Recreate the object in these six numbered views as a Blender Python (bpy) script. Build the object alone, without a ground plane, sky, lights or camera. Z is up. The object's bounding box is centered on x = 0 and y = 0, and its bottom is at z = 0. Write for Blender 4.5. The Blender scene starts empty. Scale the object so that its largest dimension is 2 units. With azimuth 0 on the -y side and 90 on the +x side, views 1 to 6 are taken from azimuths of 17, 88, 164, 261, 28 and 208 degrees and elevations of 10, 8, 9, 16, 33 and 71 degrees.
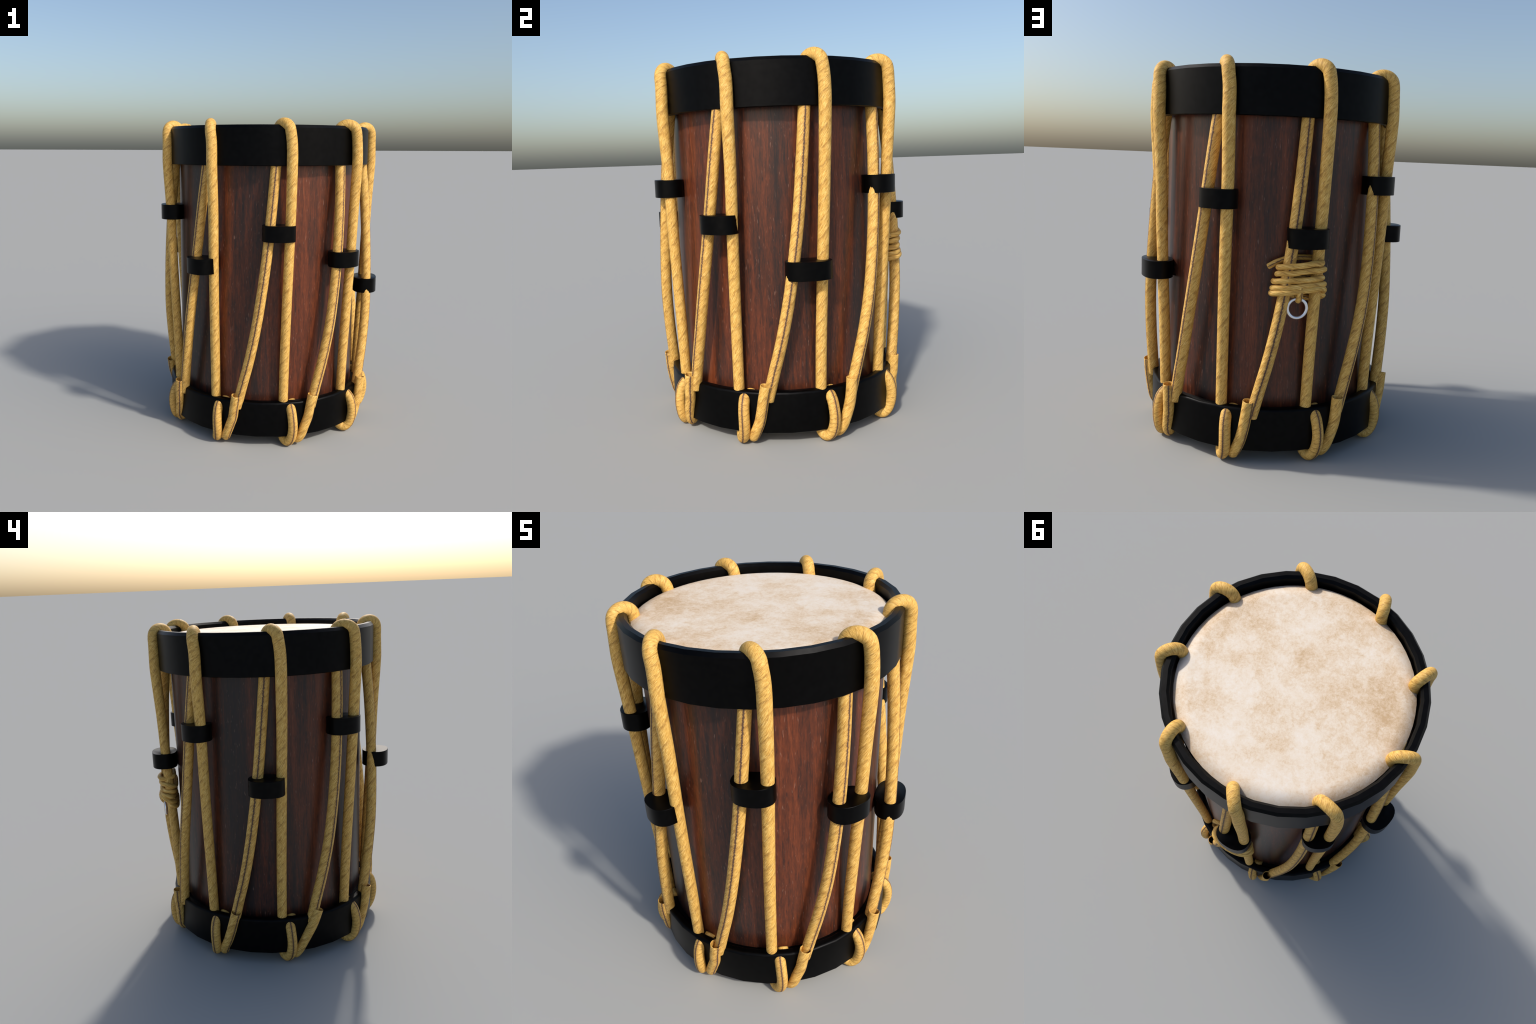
# A rope-tensioned drum: wooden shell, two black hoops, hide heads, nine zig-zag
# tension ropes gathered in pairs by black leather tugs, and a lashing with a ring.
import bpy, bmesh, math, random
import numpy as np
from mathutils import Vector, Matrix

random.seed(7)
RNG = np.random.RandomState(7)

DRUM_AXIS = (0.007, -0.0125)     # axis of shell, hoops and heads
ROPE_AXIS = (0.0125, -0.0123)    # the ring of ropes sits a few mm off the drum
PERIODS = 9
STEP = 360.0 / PERIODS

SHELL_R = 0.592
HOOP_R = 0.669
HEAD_R = 0.606
FACETS = 32


# ------------------------------------------------------------------ node help
class Nodes:
    def __init__(self, name):
        self.mat = bpy.data.materials.new(name)
        self.mat.use_nodes = True
        self.t = self.mat.node_tree
        self.bsdf = self.t.nodes["Principled BSDF"]

    def new(self, kind, **kw):
        n = self.t.nodes.new(kind)
        for k, v in kw.items():
            setattr(n, k, v)
        return n

    def put(self, sock, v):
        if isinstance(v, bpy.types.NodeSocket):
            self.t.links.new(v, sock)
        elif v is not None:
            sock.default_value = v

    def math(self, op, a, b=None, c=None, clamp=False):
        n = self.new("ShaderNodeMath", operation=op, use_clamp=clamp)
        for s, v in zip(n.inputs, (a, b, c)):
            self.put(s, v)
        return n.outputs[0]

    def xyz(self, x, y, z):
        n = self.new("ShaderNodeCombineXYZ")
        for s, v in zip(n.inputs, (x, y, z)):
            self.put(s, v)
        return n.outputs[0]

    def split(self, v):
        n = self.new("ShaderNodeSeparateXYZ")
        self.put(n.inputs[0], v)
        return n.outputs

    def noise(self, vec, scale=1.0, detail=3.0, rough=0.55, dist=0.0):
        n = self.new("ShaderNodeTexNoise")
        self.put(n.inputs["Vector"], vec)
        n.inputs["Scale"].default_value = scale
        n.inputs["Detail"].default_value = detail
        n.inputs["Roughness"].default_value = rough
        n.inputs["Distortion"].default_value = dist
        return n.outputs["Fac"]

    def scaled(self, vec, sx, sy, sz, offset=None):
        n = self.new("ShaderNodeMapping")
        self.put(n.inputs["Vector"], vec)
        n.inputs["Scale"].default_value = (sx, sy, sz)
        if offset is not None:
            self.put(n.inputs["Location"], offset)
        return n.outputs[0]

    def ramp(self, fac, stops, mode="LINEAR"):
        n = self.new("ShaderNodeValToRGB")
        n.color_ramp.interpolation = mode
        el = n.color_ramp.elements
        while len(el) < len(stops):
            el.new(0.5)
        for e, (p, c) in zip(el, sorted(stops, key=lambda s: s[0])):
            e.position = p
            e.color = (c, c, c, 1) if isinstance(c, (int, float)) else (*c, 1)
        self.put(n.inputs[0], fac)
        return n.outputs[0]

    def remap(self, v, a, b, lo=0.0, hi=1.0):
        n = self.new("ShaderNodeMapRange")
        for s, x in zip(n.inputs, (v, a, b, lo, hi)):
            self.put(s, x)
        return n.outputs[0]

    def mix(self, fac, a, b, blend="MIX"):
        n = self.new("ShaderNodeMix", data_type="RGBA", blend_type=blend)
        self.put(n.inputs[0], fac)
        for s, v in ((n.inputs[6], a), (n.inputs[7], b)):
            self.put(s, (*v, 1) if isinstance(v, tuple) else v)
        return n.outputs[2]

    def bump(self, height, strength, distance):
        n = self.new("ShaderNodeBump")
        n.inputs["Strength"].default_value = strength
        n.inputs["Distance"].default_value = distance
        self.put(n.inputs["Height"], height)
        self.put(self.bsdf.inputs["Normal"], n.outputs[0])

    def finish(self, color, rough, spec=0.5, metallic=0.0):
        self.put(self.bsdf.inputs["Base Color"], (*color, 1) if isinstance(color, tuple) else color)
        self.put(self.bsdf.inputs["Roughness"], rough)
        self.put(self.bsdf.inputs["Specular IOR Level"], spec)
        self.bsdf.inputs["Metallic"].default_value = metallic
        return self.mat


# ------------------------------------------------------------------ materials
def rope_material(name, radius, seam_width=0.0042, groove_pitch=0.088):
    """Laid fibre rope.  Generated coordinates belong to the straight, unbent
    rope: x, y go round it and z runs along it."""
    m = Nodes(name)
    gen = m.new("ShaderNodeTexCoord").outputs["Generated"]
    sub = m.new("ShaderNodeVectorMath", operation="MULTIPLY_ADD")
    m.put(sub.inputs[0], gen)
    sub.inputs[1].default_value = (2, 2, 2)
    sub.inputs[2].default_value = (-1, -1, -1)
    x, y, s = m.split(sub.outputs[0])
    phi = m.math("ARCTAN2", y, x)
    u = m.math("MULTIPLY", phi, radius)
    rnd = m.new("ShaderNodeObjectInfo").outputs["Random"]
    shift = m.math("MULTIPLY", rnd, 7.0)
    s2 = m.math("ADD", s, shift)
    # fibre direction: steep spiral
    a = math.radians(-31)
    along = m.math("ADD", m.math("MULTIPLY", u, math.sin(a)), m.math("MULTIPLY", s2, math.cos(a)))
    across = m.math("SUBTRACT", m.math("MULTIPLY", u, math.cos(a)), m.math("MULTIPLY", s2, math.sin(a)))
    fib = m.noise(m.xyz(m.math("MULTIPLY", across, 210.0), m.math("MULTIPLY", along, 26.0), 0.0), 1.0, 4, 0.72)
    fleck = m.noise(m.xyz(m.math("MULTIPLY", across, 240.0), m.math("MULTIPLY", along, 30.0), 9.0), 1.0, 2, 0.5)
    blotch = m.noise(m.xyz(m.math("MULTIPLY", u, 34.0), m.math("MULTIPLY", s2, 30.0), 3.0), 1.0, 2, 0.5)
    # lay of the strands: slanting grooves
    wob = m.noise(m.xyz(m.math("MULTIPLY", across, 90.0), m.math("MULTIPLY", along, 24.0), 5.0), 1.0, 3, 0.7)
    g = m.math("ADD", m.math("DIVIDE", m.math("ADD", s2, m.math("MULTIPLY", u, 1.1)), groove_pitch), m.math("MULTIPLY", wob, 0.45))
    g = m.math("FRACT", g)
    groove = m.ramp(g, [(0.0, 1.0), (0.06, 0.85), (0.16, 0.30), (0.45, 0.05), (0.6, 0.0), (0.95, 0.0), (0.975, 0.6), (1.0, 1.0)])
    groove = m.math("MULTIPLY", groove, m.remap(blotch, 0.38, 0.60, 0.15, 1.0))
    col = m.ramp(fib, [(0.30, (0.36, 0.170, 0.030)), (0.42, (0.60, 0.325, 0.066)), (0.54, (0.74, 0.455, 0.115)), (0.69, (0.91, 0.650, 0.245))])
    col = m.mix(m.remap(fleck, 0.57, 0.67, 0.0, 0.68), col, (0.31, 0.145, 0.03))
    col = m.mix(m.remap(blotch, 0.42, 0.7, 0.0, 0.22), col, (0.58, 0.31, 0.06))
    col = m.mix(m.math("MULTIPLY", groove, 0.70), col, (0.28, 0.13, 0.026))
    # the dark ragged joint line along the rope
    edge = m.math("SUBTRACT", math.pi * radius, m.math("ABSOLUTE", u))
    side = m.math("SIGN", u)
    rag = m.noise(m.xyz(m.math("MULTIPLY", side, 3.0), 0.0, m.math("MULTIPLY", s2, 95.0)), 1.0, 3, 0.75)
    rag2 = m.noise(m.xyz(4.0, 0.0, m.math("MULTIPLY", s2, 40.0)), 1.0, 2, 0.6)
    sway = m.math("MULTIPLY", m.math("MULTIPLY", m.math("SUBTRACT", rag2, 0.5), side), seam_width * 2.4)
    lim = m.math("ADD", m.math("ADD", m.math("MULTIPLY", m.math("SUBTRACT", rag, 0.42), seam_width * 4.4), sway), seam_width * 0.5)
    gap = m.math("SUBTRACT", edge, lim)
    seam = m.remap(gap, -0.0003, 0.0011, 1.0, 0.0)
    halo = m.remap(gap, 0.0, seam_width * 3.0, 0.55, 0.0)
    col = m.mix(halo, col, (0.33, 0.155, 0.04))
    col = m.mix(m.math("MULTIPLY", seam, 0.9), col, (0.070, 0.036, 0.030))
    h = m.math("SUBTRACT", m.math("MULTIPLY", fib, 0.6), groove)
    m.bump(m.math("SUBTRACT", h, seam), 0.35, 0.002)
    return m.finish(col, 0.62, 0.35)


def wood_material():
    """Rosewood: upright grain, broad dark and red figures, pale flecks."""
    m = Nodes("rosewood")
    obj = m.new("ShaderNodeTexCoord").outputs["Object"]
    x, y, z = m.split(obj)
    ang = m.math("ARCTAN2", y, x)
    warp = m.noise(m.scaled(obj, 5, 5, 0.9), 1.0, 2, 0.5)
    turn = m.math("ADD", m.math("DIVIDE", m.math("ADD", ang, math.pi), 2 * math.pi),
                  m.math("MULTIPLY", m.math("SUBTRACT", warp, 0.5), 0.035))
    figure = [(-180, .5), (-166, .62), (-158, .8), (-150, .5), (-140, .42), (-128, .3), (-112, .32), (-104, .42),
              (-99, .9), (-92, .72), (-86, .5), (-79, .22), (-72, .38), (-64, .8), (-52, .95), (-43, .85), (-38, .3),
              (-33, .8), (-24, .5), (-12, .7), (10, .62), (20, .85), (32, .75), (42, .25), (52, .7), (75, .65),  # dip at -24 partly a rope's cast shadow, painted into the wood
              (100, .55), (118, .35), (133, .6), (146, .25), (158, .42), (170, .55)]
    red = m.ramp(turn, [((d + 180) / 360.0, v) for d, v in figure])
    broad = m.noise(m.scaled(obj, 9, 9, 0.7), 1.0, 3, 0.55, 0.4)
    grain = m.noise(m.scaled(obj, 55, 55, 3.6), 1.0, 5, 0.7, 0.3)
    fine = m.noise(m.scaled(obj, 150, 150, 20), 1.0, 4, 0.72)
    tone = m.math("ADD", m.math("MULTIPLY", red, 0.55), m.math("MULTIPLY", m.remap(broad, 0.3, 0.7), 0.45))
    tone = m.math("ADD", tone, m.math("MULTIPLY", m.math("SUBTRACT", grain, 0.5), 0.88))
    tone = m.math("ADD", tone, m.math("MULTIPLY", m.math("SUBTRACT", fine, 0.5), 0.85))
    col = m.ramp(tone, [(0.05, (0.010, 0.008, 0.009)), (0.32, (0.024, 0.012, 0.010)), (0.56, (0.068, 0.0195, 0.0095)),
                        (0.78, (0.128, 0.031, 0.0115)), (1.0, (0.19, 0.050, 0.018))])
    pore = m.noise(m.scaled(obj, 150, 150, 24, (3.1, 1.7, 0.4)), 1.0, 2, 0.5)
    col = m.mix(m.remap(pore, 0.66, 0.75, 0.0, 0.42), col, (0.30, 0.17, 0.13))
    pit = m.noise(m.scaled(obj, 80, 80, 13, (7.7, 2.2, 5.4)), 1.0, 2, 0.5)
    col = m.mix(m.remap(pit, 0.66, 0.74, 0.0, 0.7), col, (0.014, 0.009, 0.009))
    m.bump(fine, 0.06, 0.002)
    return m.finish(col, 0.34, 0.42)


def hide_material():
    m = Nodes("drum_hide")
    obj = m.new("ShaderNodeTexCoord").outputs["Object"]
    big = m.noise(m.scaled(obj, 3.2, 3.2, 3.2), 1.0, 4, 0.55, 0.2)
    mid = m.noise(m.scaled(obj, 21, 21, 21, (2.0, 5.0, 0.0)), 1.0, 5, 0.70, 0.5)
    fine = m.noise(m.scaled(obj, 70, 70, 70), 1.0, 4, 0.75, 0.8)
    t = m.math("ADD", m.math("MULTIPLY", big, 0.60), m.math("MULTIPLY", mid, 0.40))
    t = m.math("ADD", t, m.math("MULTIPLY", m.math("SUBTRACT", fine, 0.5), 0.34))
    col = m.ramp(t, [(0.34, (0.76, 0.680, 0.580)), (0.46, (0.725, 0.610, 0.475)), (0.55, (0.66, 0.505, 0.345)), (0.66, (0.53, 0.36, 0.20))])
    m.bump(fine, 0.10, 0.002)
    return m.finish(col, 0.6, 0.35)


def black_material(name, rough):
    m = Nodes(name)
    obj = m.new("ShaderNodeTexCoord").outputs["Object"]
    n = m.noise(m.scaled(obj, 30, 30, 30), 1.0, 3, 0.6)
    col = m.ramp(n, [(0.3, (0.0075, 0.0075, 0.0077)), (0.7, (0.0098, 0.0098, 0.0100))])
    return m.finish(col, rough, 0.5, 1.0)


def metal_material():
    m = Nodes("polished_metal")
    obj = m.new("ShaderNodeTexCoord").outputs["Object"]
    n = m.noise(m.scaled(obj, 40, 40, 40), 1.0, 2, 0.5)
    col = m.ramp(n, [(0.3, (0.82, 0.83, 0.88)), (0.7, (0.88, 0.89, 0.93))])
    return m.finish(col, 0.28, 0.5, 0.95)


ROPE = rope_material("hemp_rope", 0.0305)
CORD = rope_material("thin_hemp_cord", 0.0136, 0.0018, 0.06)
WOOD = wood_material()
HIDE = hide_material()
BLACK = black_material("black_lacquer", 0.42)
LEATHER = black_material("black_leather", 0.40)
METAL = metal_material()


# ------------------------------------------------------------------ mesh help
def add(name, mesh, parent, mat=None, loc=(0, 0, 0), rot=0.0):
    o = bpy.data.objects.new(name, mesh)
    bpy.context.scene.collection.objects.link(o)
    if mat is not None and mesh is not None and not mesh.materials:
        mesh.materials.append(mat)
    o.parent = parent
    o.location = loc
    o.rotation_euler = (0, 0, rot)
    return o


def smooth(mesh, angle=None):
    mesh.polygons.foreach_set("use_smooth", [True] * len(mesh.polygons))
    if angle is not None:
        mesh.set_sharp_from_angle(angle=math.radians(angle))


def lathe(name, profile, segments, closed=True, phase=0.0, sharp=35):
    """Turn a (radius, height) profile round z."""
    verts, faces = [], []
    n = len(profile)
    for i in range(segments):
        a = 2 * math.pi * i / segments + phase
        verts += [(r * math.cos(a), r * math.sin(a), z) for r, z in profile]
    for i in range(segments):
        j = (i + 1) % segments
        for k in range(n if closed else n - 1):
            l = (k + 1) % n
            faces.append((i * n + k, j * n + k, j * n + l, i * n + l))
    me = bpy.data.meshes.new(name)
    me.from_pydata(verts, [], faces)
    bm = bmesh.new()
    bm.from_mesh(me)
    bmesh.ops.remove_doubles(bm, verts=bm.verts, dist=1e-6)
    bmesh.ops.recalc_face_normals(bm, faces=bm.faces)
    bm.to_mesh(me)
    bm.free()
    smooth(me, sharp)
    return me


def polar(th, rho, z):
    a = math.radians(th)
    return np.array([rho * math.cos(a), rho * math.sin(a), z])


def spline(points, step=0.008):
    """Centripetal Catmull-Rom through the points, evenly resampled."""
    P = np.array(points, float)
    P = np.vstack([2 * P[0] - P[1], P, 2 * P[-1] - P[-2]])
    out = []
    for i in range(1, len(P) - 2):
        p0, p1, p2, p3 = P[i - 1:i + 3]
        t0 = 0.0
        t1 = t0 + np.linalg.norm(p1 - p0) ** 0.5
        t2 = t1 + np.linalg.norm(p2 - p1) ** 0.5
        t3 = t2 + np.linalg.norm(p3 - p2) ** 0.5
        for t in np.linspace(t1, t2, 40, endpoint=False):
            a1 = (t1 - t) / (t1 - t0) * p0 + (t - t0) / (t1 - t0) * p1
            a2 = (t2 - t) / (t2 - t1) * p1 + (t - t1) / (t2 - t1) * p2
            a3 = (t3 - t) / (t3 - t2) * p2 + (t - t2) / (t3 - t2) * p3
            b1 = (t2 - t) / (t2 - t0) * a1 + (t - t0) / (t2 - t0) * a2
            b2 = (t3 - t) / (t3 - t1) * a2 + (t - t1) / (t3 - t1) * a3
            out.append((t2 - t) / (t2 - t1) * b1 + (t - t1) / (t2 - t1) * b2)
    out.append(P[-2])
    out = np.array(out)
    d = np.r_[0, np.cumsum(np.linalg.norm(np.diff(out, axis=0), axis=1))]
    n = max(6, int(d[-1] / step))
    s = np.linspace(0, d[-1], n)
    return np.stack([np.interp(s, d, out[:, k]) for k in range(3)], 1)


def tube(name, path, radius, seam_deg, squeeze=None, sides=20, caps=(True, True), lumen=None,
         side_ref=None, tex_radius=0.0305):
    """A rope.  The mesh itself is the straight rope; the shape key lays it
    along its path, so that the rope's own coordinates can colour it.
    radius: number or function of the point; seam_deg: where the joint line
    lies, 0 = outside of the bend, 90 = counter-clockwise side;
    squeeze: function of the point, how tightly the lay is packed there;
    lumen: inner radius of an open sleeve."""
    path = np.asarray(path)
    n = len(path)
    T = np.gradient(path, axis=0)
    T /= np.linalg.norm(T, axis=1)[:, None]
    if side_ref is None:
        B = np.stack([-path[:, 1], path[:, 0], 0 * path[:, 0]], 1)
    else:
        B = np.array([side_ref(p) for p in path])
    B -= (B * T).sum(1)[:, None] * T
    B /= np.linalg.norm(B, axis=1)[:, None]
    N = np.cross(T, B)
    ds = np.linalg.norm(np.diff(path, axis=0), axis=1)
    k = np.array([squeeze(p) if squeeze else 1.0 for p in path])
    tex = np.r_[0, np.cumsum(ds * (k[1:] + k[:-1]) / 2)]
    R = np.array([radius(p) if callable(radius) else radius for p in path])
    psi = np.linspace(-math.pi, math.pi, sides, endpoint=False)
    off = math.radians(seam_deg) - math.pi
    flat, bent, faces = [], [], []

    def ring(i, scale, shift=0.0, r_in=None):
        c0 = len(flat)
        for a in psi:
            d = N[i] * math.cos(a + off) + B[i] * math.sin(a + off)
            r = (r_in if r_in is not None else R[i]) * scale
            flat.append((tex_radius * scale * math.cos(a), tex_radius * scale * math.sin(a), tex[i] + shift))
            bent.append(path[i] + d * r + T[i] * shift)
        return c0

    rings = []
    if lumen:
        for i in range(min(6, n - 1), -1, -1):
            rings.append(ring(i, 1.0, r_in=lumen))
    elif caps[0]:
        rings.append(ring(0, 0.05, -0.004))
        rings.append(ring(0, 0.80, -0.003))
    rings += [ring(i, 1.0) for i in range(n)]
    if caps[1]:
        rings.append(ring(n - 1, 0.80, 0.003))
        rings.append(ring(n - 1, 0.05, 0.004))
    for a, b in zip(rings, rings[1:]):
        for j in range(sides):
            l = (j + 1) % sides
            faces.append((a + j, a + l, b + l, b + j))
    if caps[0] and not lumen:
        faces.append(tuple(rings[0] + j for j in reversed(range(sides))))
    if caps[1]:
        faces.append(tuple(rings[-1] + j for j in range(sides)))
    me = bpy.data.meshes.new(name)
    me.from_pydata(flat, [], faces)
    me.use_auto_texspace = False
    me.texspace_location = (0, 0, 0)
    me.texspace_size = (1, 1, 1)
    smooth(me)
    return me, bent


def lay(obj, bent):
    """Bend the straight rope along its path (shape key at full value)."""
    if obj.data.shape_keys is None:
        obj.shape_key_add(name="straight", from_mix=False)
        key = obj.shape_key_add(name="laid", from_mix=False)
        key.data.foreach_set("co", np.asarray(bent, np.float32).ravel())
        key.value = 1.0


# ------------------------------------------------------------------ the drum
drum = bpy.data.objects.new("rope_tensioned_drum", None)
bpy.context.scene.collection.objects.link(drum)
drum["label"] = "tall wooden drum with black hoops and zigzag tension ropes"
drum["category"] = "rope drum"

axis = (DRUM_AXIS[0], DRUM_AXIS[1], 0.0)

# shell: straight upright cylinder with a wall
shell_profile = [(SHELL_R, 0.085), (SHELL_R, 0.40), (SHELL_R, 0.70), (SHELL_R, 1.00), (SHELL_R, 1.30), (SHELL_R, 1.60),
                 (SHELL_R, 1.885), (SHELL_R - 0.035, 1.885), (SHELL_R - 0.035, 0.085)]
add("shell", lathe("shell", shell_profile, 64), drum, WOOD, axis)


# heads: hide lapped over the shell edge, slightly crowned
def head_profile(z, up):
    s = 1 if up else -1
    prof = [(HEAD_R, z - s * 0.15), (HEAD_R, z - s * 0.05)]
    for a in range(0, 11):                         # broad rolled shoulder
        q = 1 - a / 10
        prof.append((0.522 + 0.084 * q, z - s * (0.0265 * q ** 2.3 + 0.0005)))
    for r in (0.46, 0.38, 0.29, 0.20, 0.10, 0.0):
        prof.append((r, z))
    return prof


add("drumhead", lathe("drumhead", head_profile(1.9295, True), 64, closed=False), drum, HIDE, axis)
add("drumhead", lathe("drumhead", head_profile(0.088, False), 64, closed=False), drum, HIDE, axis)


# hoops: broad flat rings with chamfered rims
def hoop_profile(z0, z1, rim_top, rim_bottom, ledge=None):
    """rim_*: (inset, height) of the chamfer on the outer edge."""
    ri, ro, b = HOOP_R - 0.051, HOOP_R, 0.0135
    (tx, tz), (bx, bz) = rim_top, rim_bottom
    prof = [(ro - bx, z0), (ro, z0 + bz)]
    if tx > tz:                                   # soft shoulder
        for a in range(0, 91, 18):
            t = math.radians(a)
            prof.append((ro - tx * (1 - math.cos(t)), z1 - tz + tz * math.sin(t)))
    else:
        prof += [(ro, z1 - tz), (ro - tx, z1)]
    if ledge:                                     # shallow step between rim and shell
        return prof + [(ri + b, z1), (ri, z1 - b), (ri - 0.003, ledge), (SHELL_R - 0.02, ledge), (SHELL_R - 0.02, z0 + b), (ri + b, z0)]
    return prof + [(ri + b, z1), (ri, z1 - b), (ri, z0 + b), (ri + b, z0)]


add("hoop", lathe("hoop", hoop_profile(1.7245, 1.960, (0.0135, 0.0170), (0.004, 0.003)), FACETS, sharp=30), drum, BLACK, axis)
add("hoop", lathe("hoop", hoop_profile(0.066, 0.2895, (0.018, 0.015), (0.005, 0.004), 0.262), FACETS, sharp=30), drum, BLACK, axis)

# ------------------------------------------------------------------ ropes
rope_origin = (ROPE_AXIS[0], ROPE_AXIS[1], 0.0)


def put_rope(name, mesh_bent, k, mat):
    me, bent = mesh_bent
    o = add(name, me, drum, mat, rope_origin, math.radians(STEP * k))
    lay(o, bent)
    return o


# upright run: rises from the head, loops over the upper hoop and drops,
# leaning slightly inwards, to the inside of the lower hoop
loop_c, loop_r = (0.6425, 1.9225), 0.0455
up_pts = [polar(10.2, 0.597, 1.88), polar(10.8, 0.597, 1.917)]
for a in range(150, -1, -30):
    t = math.radians(a)
    th = 11.0 + 5.2 * (1 - math.cos(math.radians(180 - a))) / 2
    up_pts.append(polar(th, loop_c[0] + loop_r * math.cos(t), loop_c[1] + loop_r * math.sin(t)))
up_pts += [polar(16.8, 0.6895, 1.87), polar(17.05, 0.6915, 1.81), polar(17.06, 0.6926, 1.74), polar(16.94, 0.6776, 1.45),
           polar(16.32, 0.6664, 1.15), polar(15.68, 0.6521, 0.85), polar(15.15, 0.6373, 0.55), polar(14.8, 0.6262, 0.25)]


def up_radius(p):
    return float(np.interp(p[2], [0.25, 0.6, 1.4, 1.75, 1.9], [0.0287, 0.0293, 0.0302, 0.0322, 0.0318]))


def up_squeeze(p):
    return float(np.interp(p[2], [1.75, 1.90, 1.95], [1.0, 2.4, 3.6]))


upright = tube("tension_rope", spline(up_pts), up_radius, 180, up_squeeze)
for k in range(PERIODS):
    put_rope("tension_rope", upright, k, ROPE)

# hook: the same rope coming out under the lower hoop, curling up its outside
# and running into the hoop's face
hook_pts = [polar(18.4, 0.626, 0.262), polar(18.5, 0.651, 0.251), polar(18.7, 0.672, 0.228), polar(18.9, 0.685, 0.192),
            polar(19.1, 0.6905, 0.148), polar(19.0, 0.686, 0.098), polar(18.3, 0.671, 0.052), polar(16.8, 0.650, 0.0300),
            polar(15.4, 0.624, 0.040), polar(14.8, 0.606, 0.075), polar(14.7, 0.603, 0.13)]
hook = tube("rope_hook", spline(hook_pts, 0.006), 0.0292, 0, lambda p: 3.6)
for k in range(PERIODS):
    put_rope("rope_hook", hook, k, ROPE)

# slanting run: from inside the upper hoop, out through the tug, over to the
# next period where it drops into an open rope sleeve outside the lower hoop
slant_dip = [-0.9, -0.9, -0.7, -0.4, -1.4, -0.4, -0.2, -1.2, -0.5]     # each leans a little differently at its foot
for k, dip in enumerate(slant_dip):
    bow = 0.5 if k == 3 else 0.0
    slant_pts = [polar(10.4, 0.618, 1.83), polar(9.85, 0.6245, 1.75), polar(7.8 + 0.4 * bow, 0.6485, 1.5), polar(5.2 + 0.8 * bow, 0.6675, 1.2),
                 polar(2.4 + bow, 0.6776, 0.95), polar(-0.3 + 0.6 * bow, 0.6803, 0.75), polar(-3.65 + 0.15 * dip, 0.6735, 0.55),
                 polar(-6.55 + 0.57 * dip, 0.6655, 0.4), polar(-9.5 + dip, 0.6580, 0.247)]
    put_rope("slanting_rope", tube("slanting_rope", spline(slant_pts), 0.0308, 0), k, ROPE)

# sleeves: open-ended rope tubes; each leans a little differently
# (angles at five heights, from the foot of the hoop to the open mouth)
sleeve_sway = [(24.2, 25.9, 27.2, 27.7, 27.5), (23.4, 25.5, 26.7, 27.6, 28.1), (24.2, 26.0, 27.4, 27.8, 27.6),
               (23.1, 25.7, 27.7, 29.4, 31.0), (22.9, 25.5, 28.1, 30.5, 32.6), (24.4, 26.6, 28.0, 28.9, 29.6),
               (23.6, 25.8, 27.7, 28.6, 29.3), (24.3, 25.9, 27.6, 28.4, 29.2), (23.5, 25.7, 26.9, 27.8, 28.7)]
for k, (a0, a1, a2, a3, a4) in enumerate(sleeve_sway):
    r = -0.012 if k == 1 else 0.0
    pts = [polar(a4 + 0.5, 0.689 + r, 0.335), polar(a3, 0.6855 + r, 0.25), polar(a2, 0.679 + r, 0.19), polar(a1, 0.672, 0.13),
           polar(a0, 0.661, 0.070), polar(a0 - 1.6, 0.642, 0.041), polar(21.2, 0.622, 0.055), polar(20.4, 0.620, 0.11),
           polar(20.3, 0.629, 0.20), polar(20.3, 0.623, 0.243), polar(20.3, 0.594, 0.268)]
    put_rope("rope_sleeve", tube("rope_sleeve", spline(pts, 0.007), 0.0293, 55, caps=(False, True), lumen=0.0268), k, ROPE)

# ------------------------------------------------------------------ tugs
# black oval leather blocks that gather the two runs of each period
# per period: angle from the period's start, distance from the axis, height, width
tugs = [(9.2, 0.664, 0.923, 0.240), (11.9, 0.653, 1.330, 0.192), (10.8, 0.670, 1.158, 0.206), (12.5, 0.655, 1.411, 0.180),
        (9.0, 0.688, 1.124, 0.204), (12.1, 0.650, 1.418, 0.202), (9.9, 0.690, 1.126, 0.184), (11.3, 0.654, 1.334, 0.199),
        (10.1, 0.666, 1.159, 0.204)]
TUG_DEPTH = 0.156


def tug_mesh(width, depth, height, sides=28):
    verts, faces = [], []
    c = 0.0012
    for sc, z in ((1 - 2 * c / depth, -height / 2), (1, -height / 2 + c), (1, height / 2 - c), (1 - 2 * c / depth, height / 2)):
        for i in range(sides):
            a = 2 * math.pi * i / sides
            ca, sa, e = math.cos(a), math.sin(a), 2 / 2.35        # slightly squared oval
            verts.append((depth / 2 * sc * math.copysign(abs(ca) ** e, ca), width / 2 * sc * math.copysign(abs(sa) ** e, sa), z))
    for r in range(3):
        for i in range(sides):
            j = (i + 1) % sides
            faces.append((r * sides + i, r * sides + j, (r + 1) * sides + j, (r + 1) * sides + i))
    faces.append(tuple(reversed(range(sides))))
    faces.append(tuple(range(3 * sides, 4 * sides)))
    me = bpy.data.meshes.new("rope_tug")
    me.from_pydata(verts, [], faces)
    smooth(me, 40)
    return me


for k, (th, rho, z, w) in enumerate(tugs):
    th += STEP * k
    p = polar(th, rho, z)
    # the block lies along the line between its two ropes
    turn = math.radians(float(np.interp(z, [0.9, 1.1, 1.45], [0.0, 1.0, 11.0])) + (7.0 if k == 6 else 0.0))
    add("rope_tug", tug_mesh(w, TUG_DEPTH, 0.0945), drum, LEATHER, (p[0] + ROPE_AXIS[0], p[1] + ROPE_AXIS[1], z), math.radians(th) - turn)

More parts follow.
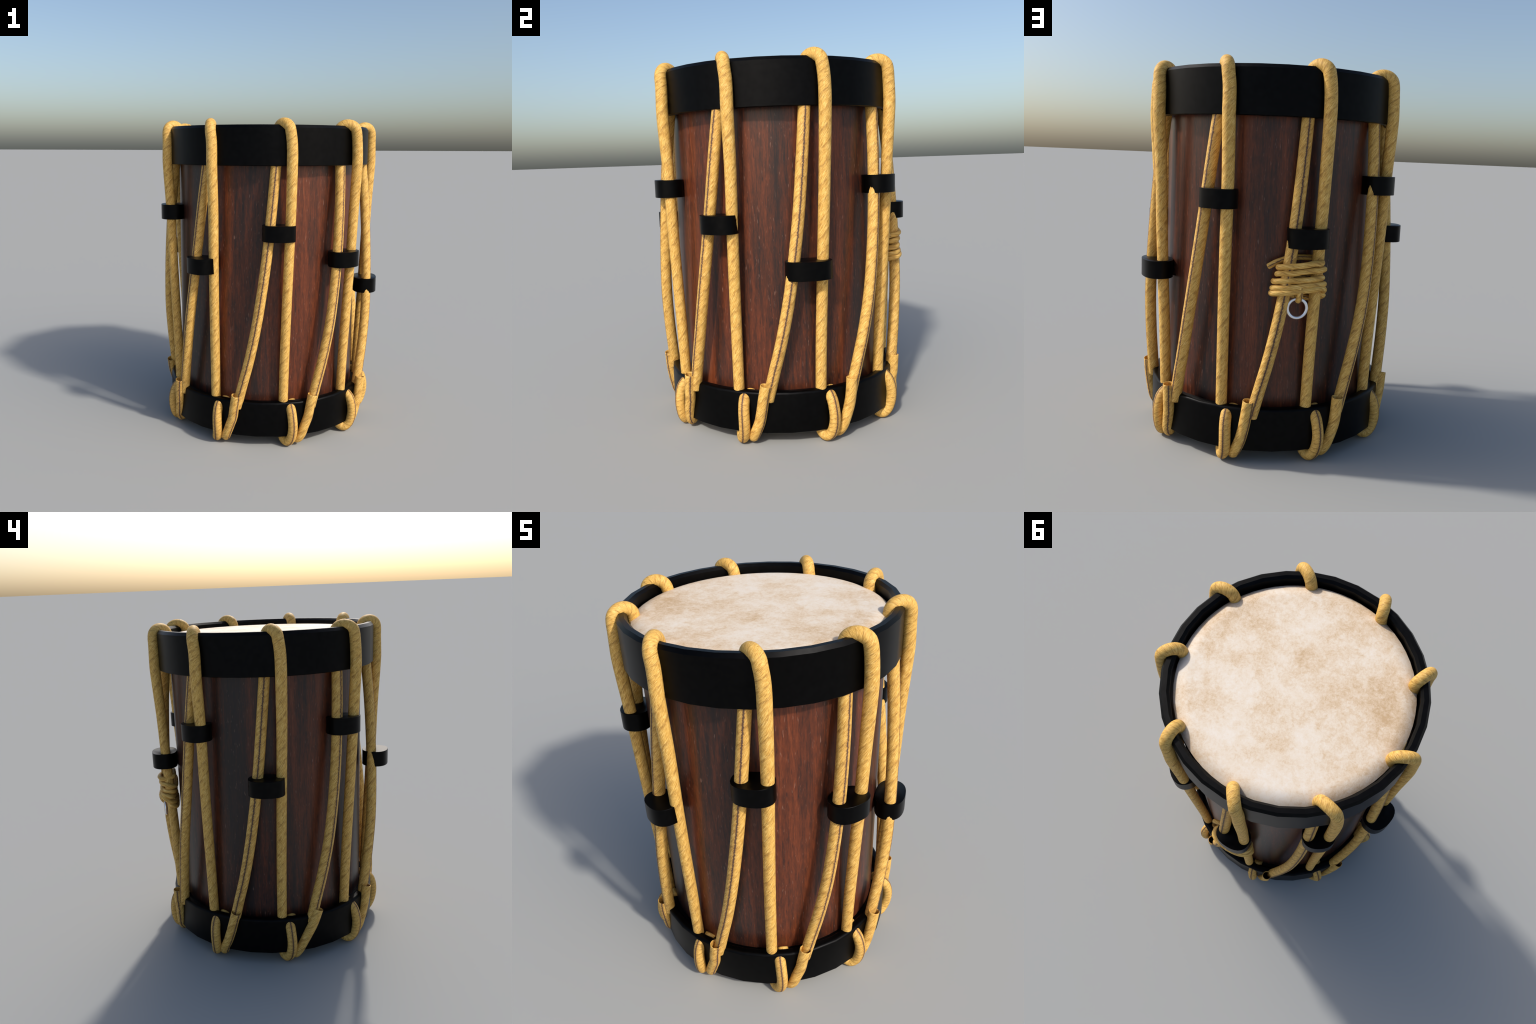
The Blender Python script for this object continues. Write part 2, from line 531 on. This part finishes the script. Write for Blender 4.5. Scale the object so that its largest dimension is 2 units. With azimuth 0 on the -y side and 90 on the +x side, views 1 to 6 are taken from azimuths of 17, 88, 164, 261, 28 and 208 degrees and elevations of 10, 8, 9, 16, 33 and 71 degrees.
# ------------------------------------------------------------------ lashing
# thin cord wound five times round one rope pair, its end holding a metal ring
LASH_K = 2
lash_pts = [polar(74.7, 0.646, 1.012), polar(79.0, 0.632, 1.036), polar(86, 0.624, 1.056), polar(92, 0.622, 1.056), polar(97.0, 0.634, 1.052)]
turns = 5
tilt = [0.024, 0.017, 0.006, 0.018, 0.034]
squash = [1.08, 0.93, 0.86, 0.97, 1.08]
drop = [0.006, 0.034, 0.071, 0.108, 0.139, 0.160]
for i in range(2, turns * 16 + 1):
    t = i / 16.0
    n = min(int(t), turns - 1)
    a = 2 * math.pi * t                       # starts at the right-hand side, front to back
    z = 1.033 - float(np.interp(t, range(turns + 1), drop))
    left = 78.7 - 0.42 * t + (0.5 if t < 1.9 else -0.5)
    right = 98.8 + 0.08 * t - (0.8 if n == 2 else 0.0)
    mid, half = (left + right) / 2, (right - left) / 2
    cx, out = math.cos(a), math.sin(a)
    th = mid + half * math.copysign(abs(cx) ** 0.85, cx)
    rho = 0.662 + 0.0475 * squash[n] * math.copysign(abs(out) ** 0.75, out)
    z += tilt[n] * out * (0.45 + 0.75 * max(cx, -0.25)) + RNG.uniform(-0.0022, 0.0022)
    lash_pts.append(polar(th, rho, z))
lash_pts += [polar(90.5, 0.634, 0.897), polar(88.4, 0.66, 0.905)]
lash_path = spline(lash_pts, 0.005)
me, bent = tube("rope_lashing", lash_path, 0.0146, 15, lambda p: 0.5, sides=14, tex_radius=0.0136,
                side_ref=lambda p: np.array([0.0, 0.0, 1.0]))
lashing = add("rope_lashing", me, drum, CORD, rope_origin)
lay(lashing, bent)
tab_pts = [polar(87.3, 0.676, 0.932), polar(87.5, 0.704, 0.925), polar(87.5, 0.7125, 0.900), polar(87.4, 0.706, 0.870),
           polar(87.3, 0.690, 0.856), polar(87.2, 0.676, 0.868), polar(87.2, 0.668, 0.900)]
me, bent = tube("cord_loop", spline(tab_pts, 0.004), 0.0152, 25, sides=14, tex_radius=0.0136)
o = add("cord_loop", me, lashing, CORD)
lay(o, bent)

# ring hanging from the cord's end
bm = bmesh.new()
ring_R, ring_r, M, S = 0.0475, 0.0080, 48, 14
for i in range(M):
    a = 2 * math.pi * i / M
    for j in range(S):
        b = 2 * math.pi * j / S
        bm.verts.new((ring_r * math.sin(b), (ring_R + ring_r * math.cos(b)) * math.cos(a), (ring_R + ring_r * math.cos(b)) * math.sin(a)))
bm.verts.ensure_lookup_table()
for i in range(M):
    for j in range(S):
        bm.faces.new([bm.verts[q] for q in (i * S + j, ((i + 1) % M) * S + j, ((i + 1) % M) * S + (j + 1) % S, i * S + (j + 1) % S)])
bmesh.ops.recalc_face_normals(bm, faces=bm.faces)
ring_me = bpy.data.meshes.new("metal_ring")
bm.to_mesh(ring_me)
bm.free()
smooth(ring_me)
rp = polar(87.0, 0.689, 0.8165)
ro = add("metal_ring", ring_me, lashing, METAL, tuple(rp), math.radians(87.0))
